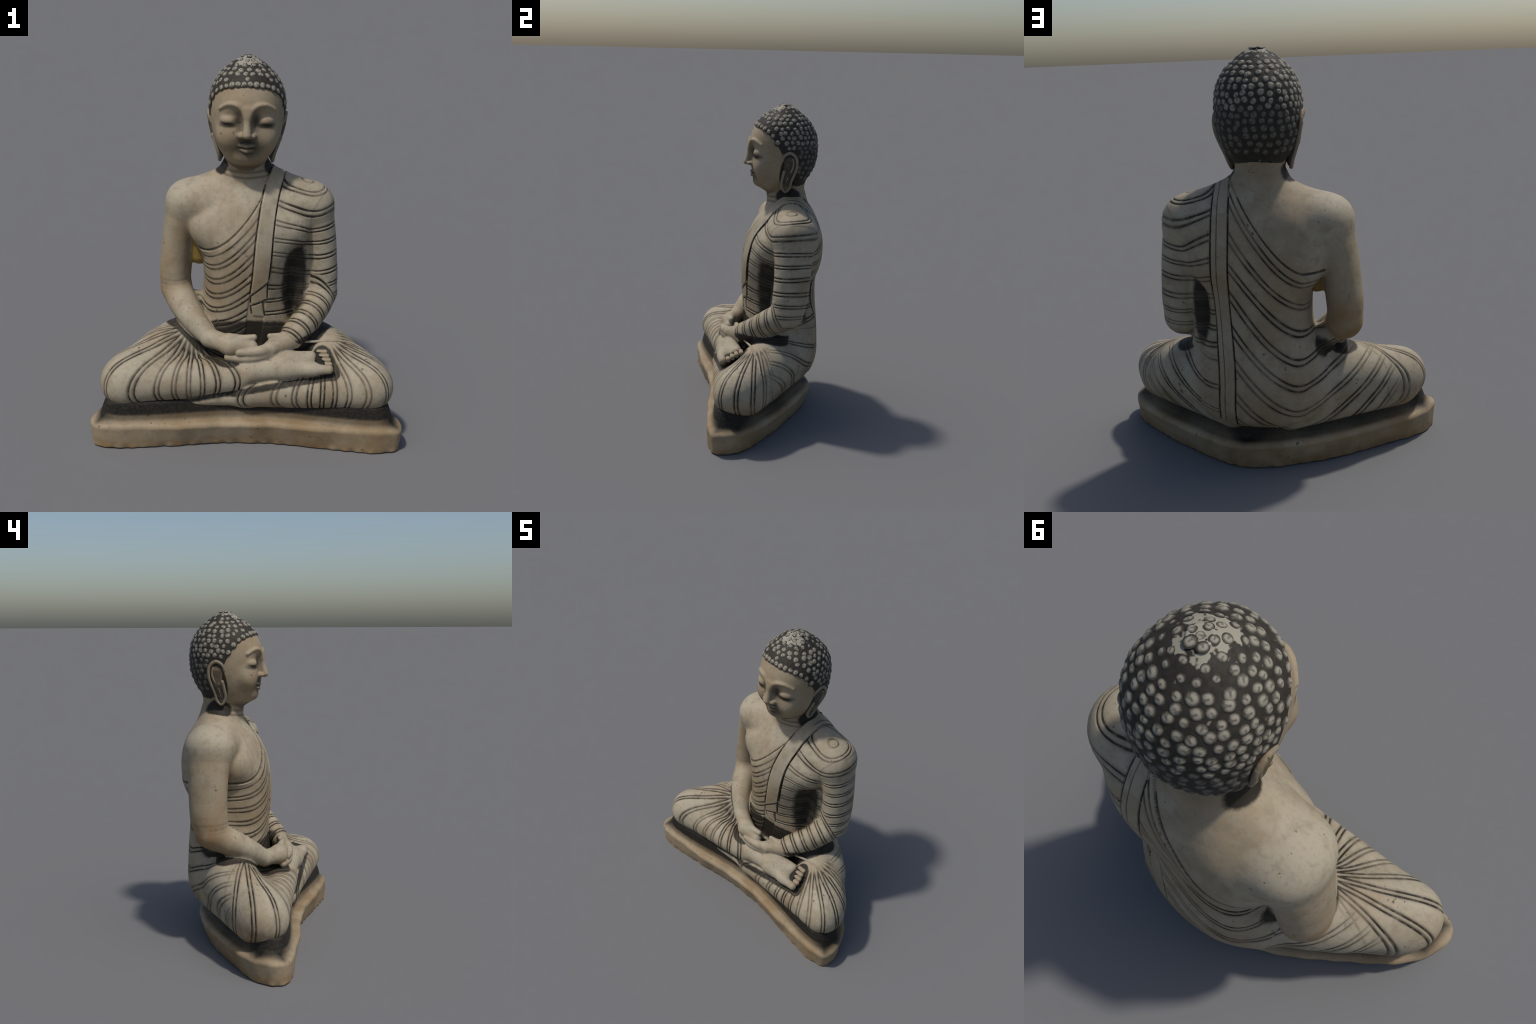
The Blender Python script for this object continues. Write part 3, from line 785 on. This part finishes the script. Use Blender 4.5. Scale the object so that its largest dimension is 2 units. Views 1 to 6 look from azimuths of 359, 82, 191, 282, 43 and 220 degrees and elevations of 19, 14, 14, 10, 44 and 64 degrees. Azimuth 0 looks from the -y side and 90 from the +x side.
# hair curls: rows of snail-shaped knobs around the crown
def curl_mesh(name, mat):
    rings, seg = 7, 14
    vs, fs = [], []
    for i in range(rings):
        t = i / (rings - 1); rr = 1.08 * (1 - t) + 0.02
        for j in range(seg):
            a = 2 * math.pi * j / seg
            zz = 0.62 * max(0.0, 1 - min(rr, 1.0) ** 2.2) ** 1.15 - (0.12 if i == 0 else 0.0)
            x, y = rr * math.cos(a), rr * math.sin(a)
            zz -= 0.14 * math.exp(-((x - 0.1) ** 2 + (y + 0.05) ** 2) / 0.035)
            vs.append((x, y, zz))
    for i in range(rings - 1):
        for j in range(seg):
            k = (j + 1) % seg
            fs.append((i * seg + j, i * seg + k, (i + 1) * seg + k, (i + 1) * seg + j))
    fs.append(tuple((rings - 1) * seg + j for j in range(seg)))
    me = bpy.data.meshes.new(name); me.from_pydata(vs, [], fs); me.materials.append(mat)
    me.polygons.foreach_set("use_smooth", [True] * len(me.polygons))
    return me
curl_pale, curl_dark = curl_mesh("curl", M_CURL), curl_mesh("curl_darker", M_CURL_DARK)
hc = np.array((MIDX, 0.145, 1.74))
spots, pitch = [(0.0, 0.0, 1.0)], 0.0375
polar = 0.125
row = 0
while polar < 2.45:
    ring_r = 0.21 * math.sin(polar)
    n = max(5, int(round(2 * math.pi * ring_r / pitch)))
    for j in range(n):
        az = 2 * math.pi * (j + 0.5 * (row % 2) + random.uniform(-0.17, 0.17)) / n
        po = polar + random.uniform(-0.028, 0.028)
        spots.append((math.sin(po) * math.cos(az), math.sin(po) * math.sin(az), math.cos(po)))
    polar += pitch * 0.90 / 0.235
    row += 1
def on_head(d):
    t = np.full(len(d), 0.36)
    for _ in range(40):
        t = t - 0.7 * field_head((hc + d * t[:, None]).astype(F))
    return (hc + d * t[:, None]).astype(F)
pts = on_head(np.array(spots))
# a neat first row follows the hairline from temple to temple
front = np.arange(-1.75, 1.76, 0.165)
lo_, hi_ = np.full(len(front), 0.4), np.full(len(front), 2.0)
for _ in range(16):
    mid = (lo_ + hi_) / 2
    pm = on_head(np.stack([np.sin(mid) * np.sin(front), -np.sin(mid) * np.cos(front), np.cos(mid)], -1))
    above = hair_height(pm) > 0.019
    lo_, hi_ = np.where(above, mid, lo_), np.where(above, hi_, mid)
gap = np.linalg.norm(pts[:, None] - pm[None], axis=2).min(1)
pts = np.concatenate([pm, pts[gap > 0.030]])
_, nrm = grad(field_head, pts, 0.004)
top = pts[:, 2] > 1.95
nrm[top] = pts[top] - np.array((MIDX, 0.143, 1.87))
keep = (hair_height(pts) > 0.010)
q = mirrored(pts)
keep &= ~((np.abs(q[:, 1] - 0.155) < 0.055) & (q[:, 2] < 1.72) & (q[:, 0] > 0.12))
order = np.argsort(-pts[keep][:, 2] + pts[keep][:, 1] * 0.8)
P, NN = pts[keep][order], nrm[keep][order]
rest = []
for i, (p, n) in enumerate(zip(P, NN)):
    low_back = p[2] < 1.74 and p[1] > 0.16
    fade = 0.55 if p[2] < 1.60 else (0.36 if p[2] > 1.965 else 0.62)
    r = 0.0178 * random.uniform(0.85, 1.12)
    if p[2] > 1.95: r *= 0.8
    up = Vector(n.tolist()).normalized()
    M = Matrix.Translation(Vector(p.tolist()) - up * 0.001) @ up.to_track_quat("Z", "Y").to_matrix().to_4x4() @ Matrix.Rotation(random.uniform(0, 6.28), 4, "Z") @ Matrix.Diagonal((r, r * random.uniform(0.88, 1.1), r * fade, 1))
    me = curl_dark if low_back else curl_pale
    if i < 300:
        ob = bpy.data.objects.new("curl", me); ob.matrix_world = M
        bpy.context.scene.collection.objects.link(ob); ob.parent = root
    else:
        rest.append((me, M))
if rest:
    vs, fs = [], []
    for me, M in rest:
        o = len(vs)
        vs += [tuple(M @ v.co) for v in me.vertices]
        fs += [tuple(o + k for k in f.vertices) for f in me.polygons]
    me = bpy.data.meshes.new("nape_curls"); me.from_pydata(vs, [], fs); me.materials.append(M_HAIR)
    me.polygons.foreach_set("use_smooth", [True] * len(me.polygons))
    ob = bpy.data.objects.new("nape_curls", me); ob["kind"] = "stuff"
    bpy.context.scene.collection.objects.link(ob); ob.parent = root
print("CURLS", len(P))
